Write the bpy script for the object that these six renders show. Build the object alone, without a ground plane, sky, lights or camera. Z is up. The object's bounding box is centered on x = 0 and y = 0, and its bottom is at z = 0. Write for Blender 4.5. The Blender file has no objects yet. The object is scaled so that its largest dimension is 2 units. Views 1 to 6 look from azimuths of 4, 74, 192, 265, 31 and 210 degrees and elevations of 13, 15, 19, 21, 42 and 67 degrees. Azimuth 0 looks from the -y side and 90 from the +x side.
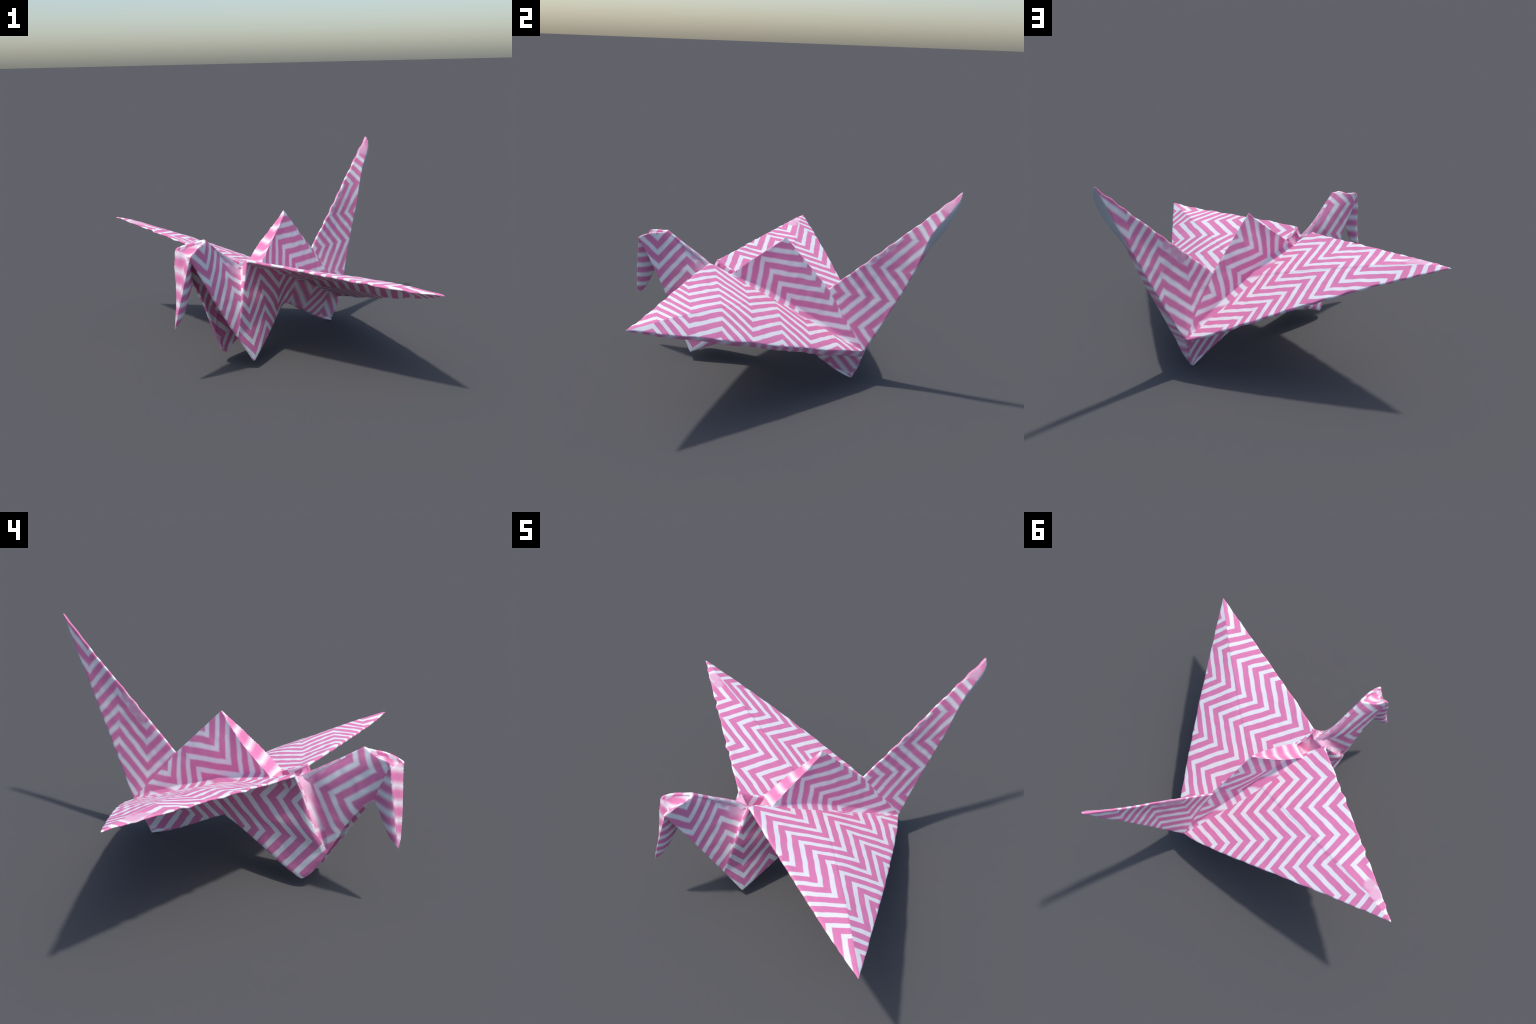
import math
import numpy as np

# ---------------------------------------------------------------- curves
def A(*p):
    return np.array(p, float)


def bezier(cp, n=60):
    cp = np.array(cp, float)
    t = np.linspace(0, 1, n)[:, None]
    k = len(cp) - 1
    return sum(math.comb(k, i) * (1 - t) ** (k - i) * t ** i * cp[i] for i in range(k + 1))


def even(pts, n):
    """resample a polyline at n points evenly spaced along its length"""
    pts = np.array(pts, float)
    d = np.r_[0, np.cumsum(np.linalg.norm(np.diff(pts, axis=0), axis=1))]
    s = np.linspace(0, d[-1], n)
    return np.stack([np.interp(s, d, pts[:, i]) for i in range(3)], 1)


def path(*pts):
    """soft curve through hand-placed points (Catmull-Rom)"""
    p = np.array(pts, float)
    if len(p) == 2:
        return p
    q = np.vstack([2 * p[0] - p[1], p, 2 * p[-1] - p[-2]])
    t = np.linspace(0, 1, 16, endpoint=False)[:, None]
    out = []
    for i in range(1, len(q) - 2):
        a, b, c, d = q[i - 1:i + 3]
        out.append(0.5 * (2 * b + (c - a) * t + (2 * a - 5 * b + 4 * c - d) * t ** 2 + (3 * b - a - 3 * c + d) * t ** 3))
    return np.vstack(out + [p[-1:]])


def fix(cp, a=None, b=None):
    """bezier whose ends are moved onto shared corners"""
    c = np.array(cp, float)
    if a is not None:
        c[1] += (a - c[0]) * 0.5
        c[0] = a
    if b is not None:
        c[-2] += (b - c[-1]) * 0.5
        c[-1] = b
    return bezier(c)


def patch(bottom, top, left, right, nu=28, nv=28):
    """Coons patch; bottom/top run along u, left/right along v; grid[v][u]"""
    b, t, l, r = even(bottom, nu), even(top, nu), even(left, nv), even(right, nv)
    u, v = np.linspace(0, 1, nu)[None, :, None], np.linspace(0, 1, nv)[:, None, None]
    g = (1 - v) * b[None] + v * t[None] + (1 - u) * l[:, None] + u * r[:, None]
    g -= (1 - u) * (1 - v) * b[0] + u * (1 - v) * b[-1] + (1 - u) * v * t[0] + u * v * t[-1]
    return g


def normals(g):
    du = np.gradient(g, axis=1)
    dv = np.gradient(g, axis=0)
    n = np.cross(du, dv)
    n /= np.linalg.norm(n, axis=2, keepdims=True) + 1e-12
    mean = n.mean((0, 1))
    mean /= np.linalg.norm(mean)
    n = n * 0.5 + mean * 0.5
    return n / np.linalg.norm(n, axis=2, keepdims=True)


def wavy(c, amp, waves, seed):
    """slightly wandering paper edge; its ends stay put"""
    c = np.array(c, float)
    n = len(c)
    rng = np.random.default_rng(seed)
    t = np.linspace(0, 1, n)
    off = np.zeros((n, 3))
    for k in range(5):
        f = waves * (.6 + .25 * k)
        off += np.sin(2 * np.pi * (f * t + rng.random()))[:, None] * rng.normal(0, 1, 3) * (.55, .55, .8)
    return c + off * amp * .5 * np.clip(np.minimum(t, 1 - t) * 12, 0, 1)[:, None]


def bump(g, direction, amount, pu=.7, pv=.7):
    """swell a panel; its four borders stay put"""
    nv, nu = g.shape[:2]
    u, v = np.linspace(0, 1, nu)[None], np.linspace(0, 1, nv)[:, None]
    return g + (np.sin(np.pi * u) ** pu * np.sin(np.pi * v) ** pv * amount)[..., None] * direction


# ---------------------------------------------------------------- corners of the folded sheet
wing_r_front, wing_r_mid, wing_r_rear = A(-.027, -.338, .622), A(.237, .033, .437), A(.555, .503, .200)
wing_l_front, wing_l_mid, wing_l_rear = A(-.158, -.249, .611), A(.108, .120, .451), A(.464, .573, .212)
tip_r, tip_l = A(1.004, -.966, .586), A(-1.004, .592, .710)
apex = A(.175, .096, .835)
hump_r, hump_l = A(.040, -.215, .563), A(-.050, -.155, .553)
notch = A(.345, .332, .536)
tail_tip = A(.738, .962, 1.206)
neck_base, crown = A(-.066, -.297, .567), A(-.242, -.565, .796)
head_r, head_l = A(-.294, -.756, .737), A(-.391, -.660, .763)
beak_tip, head_low = A(-.398, -.742, .325), A(-.310, -.616, .536)
foot_r, foot_l, foot_rear = A(.016, -.463, .047), A(-.180, -.316, .047), A(.472, .468, -.009)
jag, join_l = A(-.070, -.527, .212), A(-.240, -.410, .225)
keel_r, keel_l = A(.180, .005, .254), A(.128, .072, .264)

# ---------------------------------------------------------------- edges and creases
lead_r = fix([[-.029, -.334, .619], [.435, -.628, .61], [.736, -.804, .573], [.995, -.962, .586]], wing_r_front, tip_r)
trail_r = fix([[.553, .504, .194], [.681, .198, .261], [.876, -.502, .466], [1.001, -.961, .586]], wing_r_rear, tip_r)
crease_r = fix([[.237, .033, .437], [.404, -.175, .501], [.704, -.522, .567], [1.006, -.961, .591]], wing_r_mid, tip_r)
base_r = path(wing_r_front, hump_r, wing_r_mid, wing_r_rear)
lead_l = fix([[-.158, -.247, .61], [-.395, -.01, .633], [-.733, .325, .687], [-.996, .59, .71]], wing_l_front, tip_l)
trail_l = fix([[.463, .575, .211], [.298, .614, .249], [-.295, .588, .535], [-.996, .59, .707]], wing_l_rear, tip_l)
crease_l = fix([[.108, .12, .451], [-.406, .342, .595], [-.812, .486, .706], [-.997, .587, .708]], wing_l_mid, tip_l)
base_l = path(wing_l_front, hump_l, wing_l_mid, wing_l_rear)

hump_edge_r = fix([[.027, -.208, .547], [.121, -.046, .721], [.174, .051, .791], [.176, .097, .837]], hump_r, apex)
hump_edge_l = fix([[-.037, -.156, .55], [.055, .01, .690], [.120, .035, .760], [.175, .097, .834]], hump_l, apex)
back_r = path(notch, A(.449, .419, .370), wing_r_rear)
back_l = path(notch, A(.405, .430, .395), wing_l_rear)

tail_ridge = fix([[.341, .333, .535], [.471, .518, .741], [.614, .78, .996], [.734, .953, 1.202]], notch, tail_tip)
tail_edge_r = fix([[.539, .543, .264], [.662, .908, .908], [.773, .756, 1.075], [.738, .952, 1.198]], wing_r_rear, tail_tip)
tail_spine = fix([[.533, .511, .202], [.658, .913, 1.009], [.824, .922, 1.072], [.736, .945, 1.197]], (wing_r_rear * 2 + wing_l_rear) / 3, tail_tip)
tail_edge_l = fix([[.482, .548, .203], [.533, .61, .325], [.627, .779, .725], [.746, .97, 1.198]], wing_l_rear, tail_tip)

neck_ridge = fix([[-.018, -.295, .531], [-.108, -.322, .606], [-.156, -.421, .677], [-.247, -.577, .811]], neck_base, crown)
under_r = fix([[-.314, -.759, .736], [-.195, -.61, .466], [-.099, -.542, .253], [.014, -.463, .052]], head_r, foot_r)
under_l = fix([[-.349, -.621, .604], [-.297, -.462, .465], [-.202, -.416, .097], [-.183, -.277, .039]], head_low, foot_l)
i_r = int(np.abs(under_r[:, 2] - .212).argmin())
i_l = int(np.abs(under_l[:, 2] - .225).argmin())
jag, join_l = under_r[i_r].copy(), under_l[i_l].copy()
head_edge_r = fix([[-.242, -.558, .796], [-.214, -.573, .773], [-.263, -.699, .788], [-.295, -.757, .734]], crown, head_r)
head_edge_l = fix([[-.244, -.561, .795], [-.381, -.607, .765], [-.38, -.655, .774], [-.395, -.659, .762]], crown, head_l)
fold_r = path(neck_base, A(-.058, -.405, .468), A(-.058, -.470, .370), jag)
fold_l = path(neck_base, A(-.136, -.348, .548), A(-.228, -.408, .345), join_l)
flank_edge_r = np.vstack([path(wing_r_front, A(-.045, -.410, .478), A(-.053, -.470, .372), jag), under_r[i_r + 1:]])
flank_edge_l = np.vstack([path(wing_l_front, A(-.174, -.300, .508), A(-.222, -.366, .336), join_l), under_l[i_l + 1:]])
hem_r = fix([[.015, -.468, .057], [.139, -.158, .196], [.133, .031, .207], [.186, .009, .248]], foot_r, keel_r)
hem_rear_r = fix([[.162, .02, .246], [.247, .231, .18], [.395, .284, .058], [.485, .448, .008]], keel_r, foot_rear)
hem_l = fix([[-.172, -.318, .053], [-.087, -.181, .108], [.013, -.081, .2], [.150, .073, .25]], foot_l, keel_l)
hem_rear_l = fix([[.165, .017, .262], [.23, .205, .183], [.372, .296, .058], [.452, .476, .002]], keel_l, foot_rear)
beak_r = fix([[-.296, -.754, .737], [-.319, -.747, .649], [-.389, -.771, .377], [-.399, -.742, .325]], head_r, beak_tip)
beak_l = fix([[-.39, -.662, .763], [-.408, -.687, .613], [-.375, -.679, .64], [-.404, -.742, .329]], head_l, beak_tip)
beak_back = fix([[-.304, -.62, .534], [-.321, -.659, .497], [-.333, -.667, .391], [-.399, -.743, .325]], head_low, beak_tip)


lead_r, trail_r = wavy(even(lead_r, 120), .0036, 11, 1), wavy(even(trail_r, 120), .0028, 8, 2)
lead_l, trail_l = wavy(even(lead_l, 120), .0048, 12, 3), wavy(even(trail_l, 120), .0022, 9, 4)
tail_ridge = wavy(even(tail_ridge, 90), .0026, 7, 5)


def split(curve, corner):
    i = int(np.linalg.norm(curve - corner, axis=1).argmin())
    return curve[:i + 1], curve[i:]


base_r1, base_r2 = split(base_r, wing_r_mid)
base_l1, base_l2 = split(base_l, wing_l_mid)
hump_base_r, hump_base_l = split(base_r, hump_r)[1], split(base_l, hump_l)[1]

N = 28
solids = []          # (points, quads, label per quad)


def shell(outer, inner, labels, rim=None):
    """closed solid between two grids of the same size; labels (outer, inner); rim labels for the four walls"""
    nv, nu = outer.shape[:2]
    pts = np.vstack([outer.reshape(-1, 3), inner.reshape(-1, 3)])
    o = lambda v, u: v * nu + u
    i = lambda v, u: nv * nu + v * nu + u
    quads, tags = [], []
    rim = rim or {}
    for v in range(nv - 1):
        for u in range(nu - 1):
            quads.append((o(v, u), o(v, u + 1), o(v + 1, u + 1), o(v + 1, u))); tags.append(labels[0])
            quads.append((i(v, u), i(v + 1, u), i(v + 1, u + 1), i(v, u + 1))); tags.append(labels[1])
    for u in range(nu - 1):
        quads.append((o(0, u), i(0, u), i(0, u + 1), o(0, u + 1))); tags.append(rim.get("bottom", labels[0]))
        quads.append((o(nv - 1, u), o(nv - 1, u + 1), i(nv - 1, u + 1), i(nv - 1, u))); tags.append(rim.get("top", labels[0]))
    for v in range(nv - 1):
        quads.append((o(v, 0), o(v + 1, 0), i(v + 1, 0), i(v, 0))); tags.append(rim.get("left", labels[0]))
        quads.append((o(v, nu - 1), i(v, nu - 1), i(v + 1, nu - 1), o(v + 1, nu - 1))); tags.append(rim.get("right", labels[0]))
    solids.append((pts, quads, tags))


def sheet(g, away, thick, labels, rim=None):
    """paper panel: the grid is its outer face; thickness grows away from the point side given"""
    n = normals(g)
    if (n.mean((0, 1)) @ np.array(away, float)) < 0:
        n = -n
    shell(g, g - n * (thick if np.isscalar(thick) else thick[..., None]), labels, rim)


def loft(secs, tagrow, cap_first, cap_last):
    """closed solid through a row of closed cross-sections"""
    nb, ns = secs.shape[:2]
    pts = np.vstack([secs.reshape(-1, 3), secs[0].mean(0)[None], secs[-1].mean(0)[None]])
    quads, tags = [], []
    for u in range(ns):
        w = (u + 1) % ns
        for v in range(nb - 1):
            quads.append((v * ns + u, v * ns + w, (v + 1) * ns + w, (v + 1) * ns + u)); tags.append(tagrow[u])
        quads.append((w, u, nb * ns)); tags.append(cap_first)
        quads.append(((nb - 1) * ns + u, (nb - 1) * ns + w, nb * ns + 1)); tags.append(cap_last)
    solids.append((pts, quads, tags))


right, left = A(.83, -.55, 0), A(-.83, .55, 0)
PAPER = .017
grids = {}


def wing(name, lead, crease, trail, base1, base2, th_lead, th_trail, swell, sag):
    tip = np.repeat(lead[-1:], 2, 0)
    up = A(0, 0, 1)
    lead, crease, trail = even(lead, 90), even(crease, 90), even(trail, 90)
    grow = np.clip((1 - np.linspace(0, 1, 90)) * 8, 0, 1)[:, None] * np.clip(np.linspace(0, 1, 90) * 8, 0, 1)[:, None] * .0035
    unit = lambda d: d / (np.linalg.norm(d, axis=1, keepdims=True) + 1e-6)
    lead, trail = lead + unit(lead - crease) * grow, trail + unit(trail - crease) * grow
    along = np.linspace(0, 1, 2 * N)[:, None]
    front = bump(patch(base1, tip, lead, crease, N, 2 * N), up, swell[0] * 1.5 * (1 - along))
    rear = bump(patch(base2, tip, crease, trail, N, 2 * N), up, swell[1] * 1.4 * (1 - along) ** 1.2, .5)
    front[..., 2] += .0035 * np.linspace(0, 1, N)[None] ** 6 * np.clip((1 - np.linspace(0, 1, 2 * N)[:, None]) * 4, 0, 1)
    top = np.concatenate([front, rear], 1)
    grids[name + "_front"], grids[name + "_rear"] = front, rear
    nv, nu = top.shape[:2]
    u, v = np.r_[np.linspace(0, .5, N), np.linspace(.5, 1, N)][None], np.linspace(0, 1, nv)[:, None]
    th = (th_lead * (1 - u) + th_trail * u + .004 * np.sin(np.pi * u)) * (1 - .45 * v ** 3)
    th = th + sag * np.clip((u - .4) / .55, 0, 1) ** 1.5 * (1 - v) ** .6
    n = normals(top)
    n *= np.sign(n[..., 2:3])
    bottom = top - n * th[..., None]
    # the root of the wing runs a little way into the body
    root = (top[0] - top[1])
    root = root / np.linalg.norm(root, axis=1, keepdims=True) * .010
    top = np.concatenate([(top[0] + root)[None], top]); bottom = np.concatenate([(bottom[0] + root)[None], bottom])
    tags_front, tags_rear = name + "_front", name + "_rear"
    h = N
    shell(top[:, :h], bottom[:, :h], (tags_front, name + "_under"))
    shell(top[:, h:], bottom[:, h:], (tags_rear, name + "_under"), {"right": name + "_hem"})


wing("wing_r", lead_r, crease_r, trail_r, base_r1, base_r2, .016, .022, (.006, .013), .022)
wing("wing_l", lead_l, crease_l, trail_l, base_l1, base_l2, .012, .017, (.004, .004), 0)

# hump on the back: two faces that meet in a ridge, a narrow open strip in front
grids["hump_r"] = patch(hump_base_r, path(apex, notch), hump_edge_r, back_r[::-1], N, N)
grids["hump_l"] = patch(hump_base_l, path(apex, notch), hump_edge_l, back_l[::-1], N, N)
# the layers of the hump are pinched together just above the wings
hu, hv = np.linspace(0, 1, N)[None], np.linspace(0, 1, N)[:, None]
pinch = np.clip(np.sin(np.pi * hu ** .75), 0, 1) ** .9 * np.clip(hv / .07, 0, 1) * (1 - hv) ** (1.1 + 2.4 * hu)
grids["hump_r"] = grids["hump_r"] - right * (pinch * .036 * (1.1 - .6 * hu))[..., None]
pinch = np.clip(np.sin(np.pi * hu ** .6), 0, 1) ** .9 * np.clip(hv / .07, 0, 1) * (1 - hv) ** (1.1 + 2.4 * hu)
grids["hump_l"] = grids["hump_l"] + right * (pinch * .066)[..., None]
lift = right * .004
gr, gl = grids["hump_r"] + lift, grids["hump_l"] - lift
front = (gr[:, 0] + gl[:, 0]) / 2
front = front + ((gr[:, 6] + gl[:, 6]) / 2 - front) * (.22 * np.sin(np.pi * np.linspace(0, 1, N)) ** .8)[:, None]
hump = np.concatenate([gr, gl[:, ::-1], front[:, None]], 1)
root = hump[:1] * .7 + np.concatenate([(gr + gl)[:1] / 2, (gr + gl)[:1, ::-1] / 2, front[:1, None]], 1) * .3 - A(.012, .018, .055)
loft(np.concatenate([root, hump]), ["hump_r"] * (N - 1) + ["hump_l"] * N + ["strip"] * 2, "inside", "hump_l")

# tail: a long flat wedge
# near its tip the tail curls over: the print ends before the back edge does
k = np.linspace(0, 1, 2 * N)[:, None]
ease = lambda a, b: (lambda x: x * x * (3 - 2 * x))(np.clip((k - a) / (b - a), 0, 1))
ridge_, spine = even(tail_ridge, 2 * N), even(tail_spine, 2 * N)
edge_r, edge_l = even(tail_edge_r, 2 * N), even(tail_edge_l, 2 * N)
w = ease(.55, .85)
tail_edge_r = edge_r * (1 - w) + (ridge_ * .42 + spine * .58 + right * .030 * (1 - k ** 6)) * w
w = ease(.45, .8)
spine = (edge_r + edge_l) / 2 * (1 - w) + spine * w
tip2 = np.repeat(tail_tip[None], 2, 0)
grids["tail_r"] = bump(patch(tail_ridge, tail_edge_r, back_r, tip2, 2 * N, 12), -right, .010 * (1 - np.linspace(0, 1, 2 * N)[None]) ** 2) + lift * np.linspace(1.5, 1.1, 12)[:, None, None]
grids["tail_l"] = patch(tail_ridge, tail_edge_l, back_l, tip2, 2 * N, 12) - lift * np.linspace(1.5, 1.1, 12)[:, None, None]
half_r = (grids["tail_r"][-1] + spine) / 2 + right * .003
half_l = (grids["tail_l"][-1] + spine) / 2 - right * .003
secs = np.concatenate([grids["tail_r"], half_r[None], spine[None], half_l[None], grids["tail_l"][::-1]]).transpose(1, 0, 2)
loft(secs, ["tail_r"] * 11 + ["tail_back"] * 4 + ["tail_l"] * 12, "tail_l", "tail_back")

# flanks, front and rear, with the keel notch between
heel = A(.525, .490, .100)
mid_r, mid_l = path(wing_r_mid, keel_r), path(wing_l_mid, keel_l)
grids["flank_r"] = patch(base_r1, hem_r, flank_edge_r, mid_r, N, N)
grids["flank_l"] = patch(base_l1, hem_l, flank_edge_l, mid_l, N, N)
grids["haunch_r"] = patch(base_r2, hem_rear_r, mid_r, path(wing_r_rear, heel, foot_rear), N, N)
grids["haunch_l"] = patch(base_l2, hem_rear_l, mid_l, path(wing_l_rear, foot_rear), N, N)
grids["flank_r"] = bump(grids["flank_r"], right, .018 * np.linspace(0, 1.3, N)[:, None], .8, .6)
grids["flank_l"] = bump(grids["flank_l"], left, .036 * np.linspace(-.2, 1.5, N)[:, None] * np.linspace(1.1, .2, N)[None], .35, .4)
grids["haunch_r"] = grids["haunch_r"] + ((1 - np.linspace(0, 1, N)[:, None]) ** .8 * np.sin(np.pi * np.clip(np.linspace(0, 1, N)[None] * 1.05 - .05, 0, 1)) ** .8 * .034)[..., None] * right
for k in ("flank", "haunch"):
    sheet(grids[k + "_r"], right, PAPER, (k + "_r", "inside"))
    sheet(grids[k + "_l"], left, PAPER, (k + "_l", "inside"))
rear = patch(path(wing_r_rear, wing_l_rear), path(foot_rear + right * .006, foot_rear - right * .006), path(wing_r_rear, heel, foot_rear + right * .006), path(wing_l_rear, foot_rear - right * .006), 12, 20)
grids["rear"] = rear
sheet(rear, A(.4, .8, 0), PAPER, ("rear", "inside"))

# neck: two panels hanging from a ridge, open below
grids["neck_r"] = patch(fold_r, head_edge_r if False else np.vstack([head_edge_r]), neck_ridge, under_r[:i_r + 1][::-1], N, N)
fold_beak_l = path(head_l, A(-.352, -.622, .625), head_low)
grids["neck_l"] = patch(fold_l, np.vstack([head_edge_l, path(head_l, A(-.355, -.628, .640), head_low)[1:]]), neck_ridge, under_l[:i_l + 1][::-1], N, N)
grids["neck_r"] = bump(grids["neck_r"], -right, .010)
grids["neck_l"] = bump(grids["neck_l"], right, .014)
sheet(grids["neck_r"], right, PAPER, ("neck_r", "inside"))
sheet(grids["neck_l"], left, PAPER, ("neck_l", "inside"))
# narrow folds between neck and flanks
fr, fl = split(flank_edge_r, jag)[0], split(flank_edge_l, join_l)[0]
end = np.repeat(jag[None], 2, 0)
g = patch(path(neck_base, wing_r_front), end, fold_r, fr, 10, N)
grids["fold_r"] = g
sheet(g, A(.3, -.9, .2), PAPER, ("fold_r", "inside"))
g = patch(path(neck_base, wing_l_front), np.repeat(join_l[None], 2, 0), fold_l, fl, 10, N)
s = np.sin(np.pi * np.linspace(0, 1, 10))[None, :, None] * np.sin(np.pi * np.linspace(0, 1, N))[:, None, None]
g = g + s * A(.022, .004, 0)
grids["fold_l"] = g
sheet(g, A(-.9, -.3, .2), PAPER, ("fold_l", "inside"))

# saddle between the front corners of the wings
low = A(-.040, -.225, .478)
ring_pts = np.vstack([even(split(base_r, hump_r)[0], 10), even(path(hump_r, hump_l), 8)[1:], even(split(base_l, hump_l)[0][::-1], 10)[1:], even(path(wing_l_front, neck_base), 8)[1:], even(path(neck_base, wing_r_front), 8)[1:]])
rad = np.linspace(0, 1, 10)[:, None, None]
g = low + (ring_pts[None] - low) * rad
g[..., 2] = low[2] + (ring_pts[None, :, 2] - low[2]) * rad[..., 0] ** 1.6
grids["saddle"] = g
shell(g, (g - low) * (.85, .85, 1) + low - A(-.02, -.03, 1) * .045, ("saddle", "inside"))

# head: dented top, and the folded beak hanging down in front
brow_mid = (head_l + head_r) / 2 + A(.020, .026, -.036)
brow = even(path(head_l, brow_mid, head_r), 15)
g = patch(np.repeat(crown[None], 2, 0), brow, head_edge_l, head_edge_r, 15, 15)
k = np.sin(np.pi * np.linspace(0, 1, 15))
g[..., 2] -= .020 * k[None] * k[:, None] ** .6
grids["head_top"] = g
shell(g, g * .55 + (A(-.300, -.640, .600)) * .45, ("head_top", "head_top"))
nb_ = 34
L_, R_, B_ = even(beak_l, nb_), even(beak_r, nb_), even(beak_back, nb_)
trough = ((1 - np.linspace(0, 1, nb_)) ** .5)[:, None]
M_ = (L_ + R_) / 2 + (B_ - (L_ + R_) / 2) * .30 * trough
M_[0] = brow_mid
Lq = L_ + (R_ - L_) * .25 + (M_ - (L_ + R_) / 2) * .25
Rq = R_ + (L_ - R_) * .25 + (M_ - (L_ + R_) / 2) * .25
grids["beak_front"] = np.stack([L_, Lq, M_, Rq, R_], 1)
bulge = np.array([0, .5, .9, 1, .7, 0])[None, :, None] * .012 * np.sin(np.pi * np.linspace(0, 1, nb_))[:, None, None]
grids["beak_r"] = np.stack([R_ + (B_ - R_) * k for k in np.linspace(0, 1, 6)], 1) + bulge * right
grids["beak_l"] = np.stack([L_ + (B_ - L_) * k for k in np.linspace(0, 1, 6)], 1) + bulge * left
secs = np.concatenate([grids["beak_front"], grids["beak_r"][:, 1:], grids["beak_l"][:, -2:0:-1]], 1)
loft(np.concatenate([secs[:1] * .8 + A(-.29, -.62, .68) * .2, secs]), ["beak_front"] * 4 + ["beak_r"] * 5 + ["beak_l"] * 5, "head_top", "beak_r")

# ---------------------------------------------------------------- build the mesh
import bpy
import bmesh
from mathutils import Vector, noise
from mathutils.bvhtree import BVHTree

VOXEL = .0042
scene = bpy.context.scene

bm = bmesh.new()
src_v, src_f, src_tag = [], [], []
for pts, quads, tags in solids:
    base = len(src_v)
    src_v += [tuple(p) for p in pts]
    one = bmesh.new()
    vs = [one.verts.new(p) for p in pts]
    for q in quads:
        try:
            one.faces.new([vs[i] for i in q])
        except ValueError:
            pass
    bmesh.ops.remove_doubles(one, verts=one.verts, dist=1e-5)
    bmesh.ops.dissolve_degenerate(one, edges=one.edges, dist=1e-6)
    bmesh.ops.recalc_face_normals(one, faces=one.faces)
    me = bpy.data.meshes.new("piece")
    one.to_mesh(me)
    one.free()
    bm.from_mesh(me)
    bpy.data.meshes.remove(me)
    for q, t in zip(quads, tags):
        src_f.append(tuple(i + base for i in q))
        src_tag.append(t)
whole = bpy.data.meshes.new("folded_paper")
bm.to_mesh(whole)
bm.free()
ob = bpy.data.objects.new("folded_paper", whole)
scene.collection.objects.link(ob)
m = ob.modifiers.new("weld", "REMESH")
m.mode, m.voxel_size, m.adaptivity = "VOXEL", VOXEL, 0
m = ob.modifiers.new("soften", "SMOOTH")
m.factor, m.iterations = .5, 11
skin = bpy.data.meshes.new_from_object(ob.evaluated_get(bpy.context.evaluated_depsgraph_get()))
bpy.data.objects.remove(ob)
bpy.data.meshes.remove(whole)

tree = BVHTree.FromPolygons(src_v, src_f)
tag_of = []
for p in skin.polygons:
    hit = tree.find_nearest(p.center)
    tag_of.append(src_tag[hit[2]])

# straighten the borders between panels: each face takes the label most common around it
names = sorted(set(tag_of))
label = np.array([names.index(t) for t in tag_of], np.int32)
first = np.empty(len(skin.polygons), np.int32); skin.polygons.foreach_get("loop_start", first)
corner = np.empty(len(skin.loops), np.int32); skin.loops.foreach_get("vertex_index", corner)
size = np.diff(np.r_[first, len(corner)])
owner = np.repeat(np.arange(len(first)), size)
for step in range(5):
    votes = np.zeros((len(skin.vertices), len(names)), np.float32)
    np.add.at(votes, (corner, label[owner]), 1)
    label = np.add.reduceat(votes[corner], first, axis=0).argmax(1).astype(np.int32)
tag_of = [names[i] for i in label]

# slight crumple of the paper: faces and edges wander by a few millimetres
co = np.empty(len(skin.vertices) * 3)
skin.vertices.foreach_get("co", co)
co = co.reshape(-1, 3)
for i, p in enumerate(co):
    q = Vector(p)
    co[i] += np.array(noise.noise_vector(q * 22)) * .0014 + np.array(noise.noise_vector(q * 6 + Vector((3, 1, 2)))) * .0022
print('lowest', co[:, 2].min())
co[:, 2] = np.maximum(co[:, 2], 0)
skin.vertices.foreach_set("co", co.ravel())
skin.update()
vn = np.empty(len(skin.vertices) * 3)
skin.vertices.foreach_get("normal", vn)
vn = vn.reshape(-1, 3)

# ---------------------------------------------------------------- printed paper
PINK, WHITE = (.745, .222, .43, 1), (.82, .80, .83, 1)  # pink deepened slightly past its lit tone, toward the original's baked shading
FADE, BARE = (.76, .42, .57, 1), (.50, .50, .52, 1)
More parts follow.
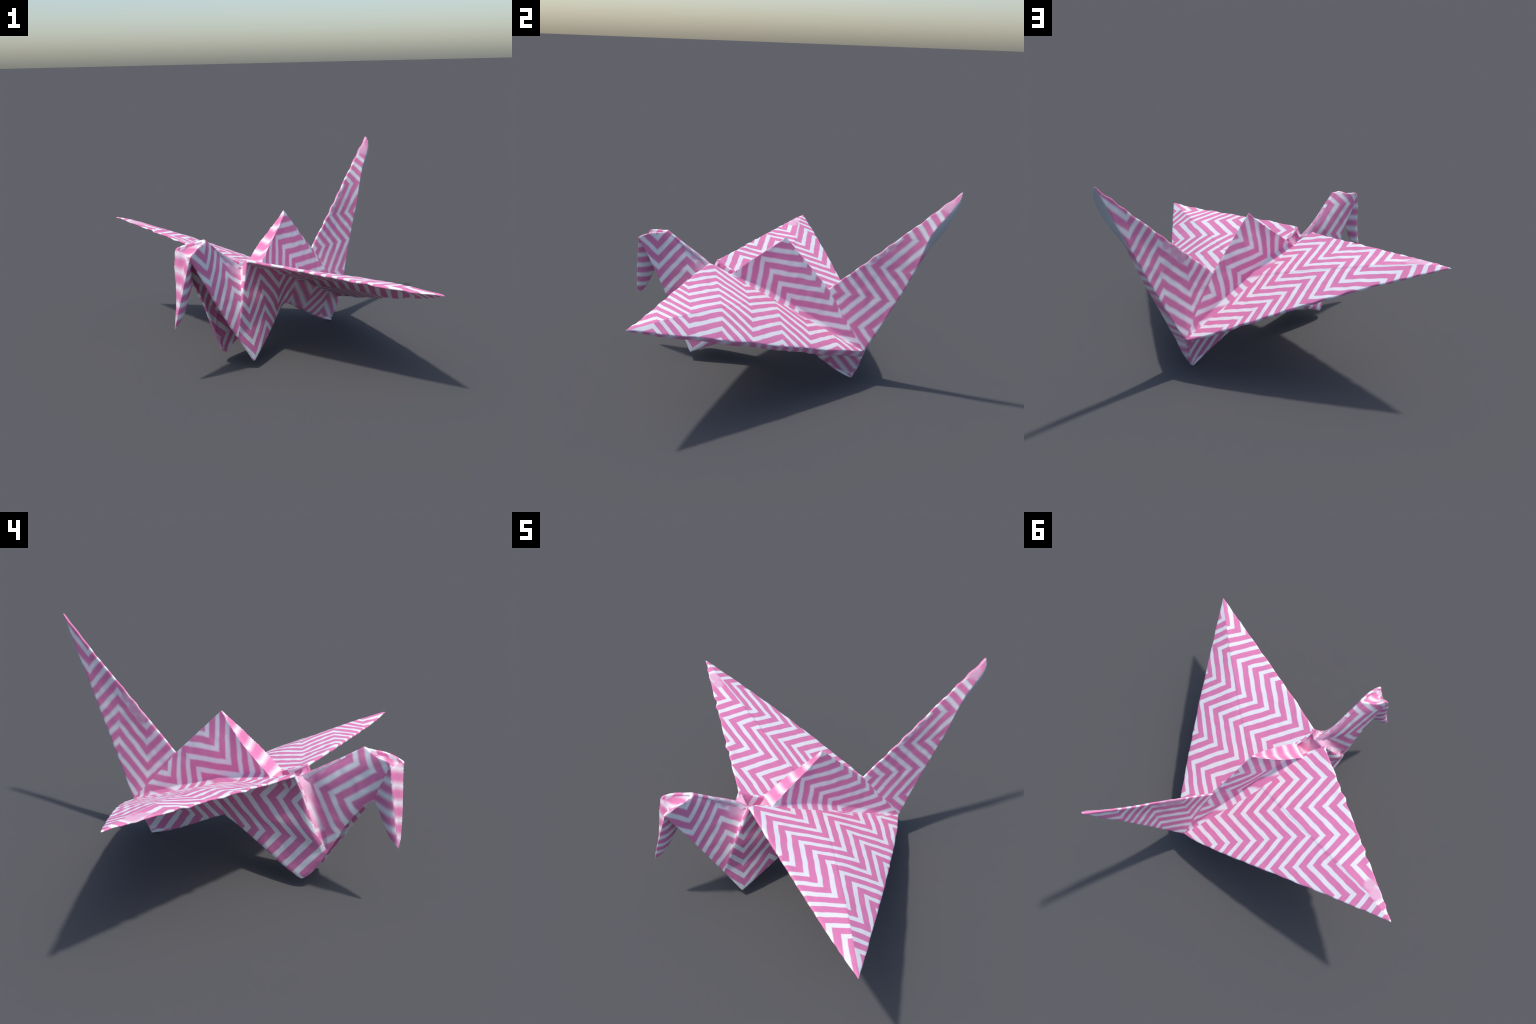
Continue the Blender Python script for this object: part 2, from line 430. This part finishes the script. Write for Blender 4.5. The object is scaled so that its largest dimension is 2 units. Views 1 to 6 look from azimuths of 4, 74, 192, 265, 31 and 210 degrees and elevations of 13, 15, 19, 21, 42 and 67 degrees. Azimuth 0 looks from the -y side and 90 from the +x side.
# Each panel carries a flat zigzag print: a = g.P + c counts the stripes, b = h.P + d counts the zigzags.
# (g, c, h, d, height of the zigzag in stripes)
PRINT = {
    "wing_r_front": ((-10.399, 1.797, 1.38), 7.159, (0.254, 2.563, -0.708), 2.717, 1.93),
    "wing_r_rear": ((-10.309, 1.91, 2.487), 8.554, (0.251, 2.442, -0.98), 2.824, 1.93),
    "wing_l_rear": ((-8.824, -4.262, 4.148), 4.991, (-1.184, 2.358, -0.179), 0.494, 1.93),
    "wing_l_front": ((-9.182, -4.325, 3.348), 5.358, (-1.095, 2.339, -0.036), 0.432, 1.93),
    "hump_r": ((4.72, 5.161, -8.205), 5.144, (-0.723, -1.872, -1.67), 2.178, 1.93),
    "hump_l": ((-5.418, -5.986, -6.845), 7.795, (0.92, 1.48, -2.144), 1.527, 1.93),
    "tail_r": ((6.884, 8.183, 0.019), -4.545, (0.251, -0.242, -2.622), 2.874, 1.93),
    "tail_l": ((-0.459, -0.388, -10.676), 9.243, (-1.387, -2.346, 0.09), 3.225, 1.93),
    "neck_r": ((2.742, -0.041, -10.304), 9.218, (0.913, 2.517, 0.232), 2.148, 1.93),
    "neck_l": ((-6.927, -8.161, -1.413), -3.267, (0.026, 0.414, -2.576), 2.578, 1.93),
    "flank_r": ((0.605, -1.395, -10.567), 5.884, (1.314, 2.513, -0.181), 1.608, 1.93),
    "flank_l": ((-6.304, -8.841, 1.099), -2.693, (-0.118, -0.178, -2.616), 2.142, 1.93),
    "strip": ((-5.034, -9.685, -2.57), 1.736, (0, 0, 0), 0, 0),
    "beak_r": ((-2.272, 3.128, -13.72), 10.003, (0, 0, 0), 0, 0),
    "beak_l": ((2.812, 0.48, -12.11), 10.568, (0, 0, 0), 0, 0),
    "beak_front": ((-3.735, 1.083, -11.512), 7.814, (0, 0, 0), 0, 0),
    "head_top": ((5.02, -15.493, -4.52), -4.289, (0, 0, 0), 0, 0),
    "wing_r_under": ((6.484, -8.411, 1.268), -7.160, (2.102, 1.57, -0.339), 0.903, 1.93),
}
for new, old in (("wing_l_under", "wing_l_front"), ("wing_r_hem", "wing_r_under"), ("wing_l_hem", "wing_l_rear"), ("haunch_r", "flank_r"), ("haunch_l", "flank_l"), ("rear", "flank_l"), ("tail_back", "tail_r"),
                 ("fold_r", "flank_r"), ("fold_l", "neck_l"), ("saddle", "neck_r"), ("inside", "neck_l")):
    PRINT[new] = PRINT[old]
SOFT = {"wing_r_hem": .3, "wing_l_hem": .2, "tail_r": .13, "tail_l": .13, "neck_r": .09, "neck_l": .12, "hump_r": .10, "hump_l": .10, "strip": .22, "saddle": .3, "head_top": .2, "beak_front": .25,
        "beak_r": .14, "beak_l": .2, "fold_l": .28, "fold_r": .2, "haunch_r": .2, "rear": .3, "tail_back": .3}
WIDTH = {"wing_r_hem": .13, "strip": .15, "saddle": .10, "fold_l": .12, "fold_r": .16, "beak_front": .15, "head_top": .17}
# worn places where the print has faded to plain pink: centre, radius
FADED = {"tail_l": [((.514, .605, .794), .038), ((.486, .565, .741), .044), ((.464, .525, .693), .044)],
         "tail_r": [((.705, .890, 1.130), .055), ((.519, .591, .802), .032), ((.545, .635, .845), .034), ((.490, .548, .755), .030)],
         "neck_r": [((-.080, -.318, .565), .060), ((-.115, -.364, .584), .055), ((-.150, -.405, .640), .034), ((-.176, -.447, .690), .030)],
         "neck_l": [((-.100, -.324, .584), .060), ((-.148, -.385, .650), .036), ((-.177, -.442, .702), .030)],
         "wing_l_front": [((-.795, .442, .689), .042), ((-.852, .480, .696), .050)],
         "fold_l": [((-.120, -.310, .560), .10)], "saddle": [((-.06, -.25, .54), .06)]}


def zigzag_group():
    t = bpy.data.node_groups.new("zigzag_print", "ShaderNodeTree")
    I = t.interface
    for n, k in (("g", "NodeSocketVector"), ("c", "NodeSocketFloat"), ("h", "NodeSocketVector"), ("d", "NodeSocketFloat"), ("height", "NodeSocketFloat"), ("soft", "NodeSocketFloat"), ("wander", "NodeSocketFloat"), ("width", "NodeSocketFloat")):
        I.new_socket(n, in_out="INPUT", socket_type=k)
    I.new_socket("white", in_out="OUTPUT", socket_type="NodeSocketFloat")
    N, L = t.nodes, t.links
    gi, go = N.new("NodeGroupInput"), N.new("NodeGroupOutput")

    def math_(op, *ins):
        m = N.new("ShaderNodeMath"); m.operation = op
        for k, v in enumerate(ins):
            if isinstance(v, (int, float)):
                m.inputs[k].default_value = v
            else:
                L.new(v, m.inputs[k])
        return m.outputs[0]

    def vec(op, a, b, out=0):
        m = N.new("ShaderNodeVectorMath"); m.operation = op
        for k, v in enumerate((a, b)):
            if isinstance(v, tuple):
                m.inputs[k].default_value = v
            else:
                L.new(v, m.inputs[k])
        return m.outputs[out]

    tc = N.new("ShaderNodeTexCoord")
    nz = N.new("ShaderNodeTexNoise"); nz.inputs["Scale"].default_value = 13; nz.inputs["Detail"].default_value = 1.5
    L.new(tc.outputs["Object"], nz.inputs["Vector"])
    off = vec("SUBTRACT", nz.outputs["Color"], (.5, .5, .5))
    sc = N.new("ShaderNodeVectorMath"); sc.operation = "SCALE"
    L.new(off, sc.inputs[0]); L.new(gi.outputs["wander"], sc.inputs["Scale"])
    p = vec("ADD", tc.outputs["Object"], sc.outputs[0])
    a = math_("ADD", vec("DOT_PRODUCT", p, gi.outputs["g"], 1), gi.outputs["c"])
    b = math_("ADD", vec("DOT_PRODUCT", p, gi.outputs["h"], 1), gi.outputs["d"])
    tri = math_("MULTIPLY", math_("ABSOLUTE", math_("SUBTRACT", b, math_("ROUND", b))), 2.0)
    v = math_("SUBTRACT", a, math_("MULTIPLY", tri, gi.outputs["height"]))
    dist = math_("ABSOLUTE", math_("SUBTRACT", v, math_("ROUND", v)))
    mr = N.new("ShaderNodeMapRange"); mr.interpolation_type = "SMOOTHSTEP"
    L.new(dist, mr.inputs["Value"])
    L.new(math_("ADD", gi.outputs["soft"], gi.outputs["width"]), mr.inputs["From Max"])
    L.new(math_("SUBTRACT", gi.outputs["width"], gi.outputs["soft"]), mr.inputs["From Min"])
    mr.inputs["To Min"].default_value, mr.inputs["To Max"].default_value = 1, 0
    L.new(mr.outputs[0], go.inputs["white"])
    return t


ZIGZAG = zigzag_group()


def material(k):
    name = "printed_paper_" + k
    if name in bpy.data.materials:
        return bpy.data.materials[name]
    m = bpy.data.materials.new(name)
    m.use_nodes = True
    N, L = m.node_tree.nodes, m.node_tree.links
    bsdf = N["Principled BSDF"]
    bsdf.inputs["Roughness"].default_value = .72
    bsdf.inputs["Specular IOR Level"].default_value = .25
    g, c, h, d, height = PRINT[k]
    z = N.new("ShaderNodeGroup"); z.node_tree = ZIGZAG
    z.inputs["g"].default_value, z.inputs["c"].default_value = g, c
    z.inputs["h"].default_value, z.inputs["d"].default_value = h, d
    z.inputs["height"].default_value = height
    z.inputs["soft"].default_value = SOFT.get(k, .05)
    z.inputs["width"].default_value = WIDTH.get(k, .208)
    z.inputs["wander"].default_value = .012
    mix = N.new("ShaderNodeMix"); mix.data_type = "RGBA"
    mix.inputs[6].default_value, mix.inputs[7].default_value = PINK, WHITE
    L.new(z.outputs[0], mix.inputs[0])
    colour = mix.outputs[2]
    tc = N.new("ShaderNodeTexCoord")
    for centre, r in FADED.get(k, []):
        dn = N.new("ShaderNodeVectorMath"); dn.operation = "DISTANCE"
        L.new(tc.outputs["Object"], dn.inputs[0]); dn.inputs[1].default_value = centre
        mr = N.new("ShaderNodeMapRange"); mr.interpolation_type = "SMOOTHSTEP"
        L.new(dn.outputs["Value"], mr.inputs["Value"])
        mr.inputs["From Min"].default_value, mr.inputs["From Max"].default_value = r * .45, r * 1.15
        mr.inputs["To Min"].default_value, mr.inputs["To Max"].default_value = 1, 0
        f = N.new("ShaderNodeMix"); f.data_type = "RGBA"
        L.new(mr.outputs[0], f.inputs[0]); L.new(colour, f.inputs[6]); f.inputs[7].default_value = FADE
        colour = f.outputs[2]
    if k == "tail_back":
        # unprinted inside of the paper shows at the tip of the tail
        sep = N.new("ShaderNodeSeparateXYZ"); L.new(tc.outputs["Object"], sep.inputs[0])
        mr = N.new("ShaderNodeMapRange"); mr.interpolation_type = "SMOOTHSTEP"
        L.new(sep.outputs["Z"], mr.inputs["Value"])
        mr.inputs["From Min"].default_value, mr.inputs["From Max"].default_value = .78, .92
        f = N.new("ShaderNodeMix"); f.data_type = "RGBA"
        L.new(mr.outputs[0], f.inputs[0]); L.new(colour, f.inputs[6]); f.inputs[7].default_value = BARE
        colour = f.outputs[2]
    # fine grain
    nz = N.new("ShaderNodeTexNoise"); nz.inputs["Scale"].default_value = 160; nz.inputs["Detail"].default_value = 3
    L.new(tc.outputs["Object"], nz.inputs["Vector"])
    hs = N.new("ShaderNodeHueSaturation")
    mr = N.new("ShaderNodeMapRange"); L.new(nz.outputs["Fac"], mr.inputs["Value"])
    mr.inputs["To Min"].default_value, mr.inputs["To Max"].default_value = .93, 1.07
    L.new(mr.outputs[0], hs.inputs["Value"]); L.new(colour, hs.inputs["Color"])
    L.new(hs.outputs[0], bsdf.inputs["Base Color"])
    return m


# ---------------------------------------------------------------- parts
PART = {"wing_r": "wing", "wing_l": "wing.001", "hump": "hump", "strip": "hump", "tail": "tail", "neck": "neck",
        "flank_r": "flank", "haunch_r": "flank", "flank_l": "flank.001", "haunch_l": "flank.001", "rear": "torso",
        "fold_r": "flank", "fold_l": "flank.001", "saddle": "torso", "head": "head", "beak": "beak", "inside": "torso"}


def part_of(tag):
    for k in sorted(PART, key=len, reverse=True):
        if tag.startswith(k):
            return PART[k]


crane = bpy.data.objects.new("paper_crane", None)
crane["label"] = "folded origami crane in pink and white zigzag printed paper"
crane["category"] = "origami crane"
scene.collection.objects.link(crane)
by_part = {}
for i, t in enumerate(tag_of):
    by_part.setdefault(part_of(t), []).append(i)
loops = [tuple(p.vertices) for p in skin.polygons]
objects = {}
for part in sorted(by_part):
    faces = by_part[part]
    used = sorted({v for f in faces for v in loops[f]})
    new = {v: k for k, v in enumerate(used)}
    me = bpy.data.meshes.new(part.split(".")[0])
    me.from_pydata([tuple(co[v]) for v in used], [], [tuple(new[v] for v in loops[f]) for f in faces])
    kinds = sorted({tag_of[f] for f in faces})
    for k in kinds:
        me.materials.append(material(k))
    slot = {k: n for n, k in enumerate(kinds)}
    me.polygons.foreach_set("material_index", [slot[tag_of[f]] for f in faces])
    me.polygons.foreach_set("use_smooth", [True] * len(faces))
    me.update()
    me.normals_split_custom_set_from_vertices([tuple(vn[v]) for v in used])
    o = bpy.data.objects.new(part.split(".")[0], me)
    scene.collection.objects.link(o)
    objects[part] = o
for part, o in objects.items():
    o.parent = objects["head"] if part == "beak" else crane
bpy.data.meshes.remove(skin)
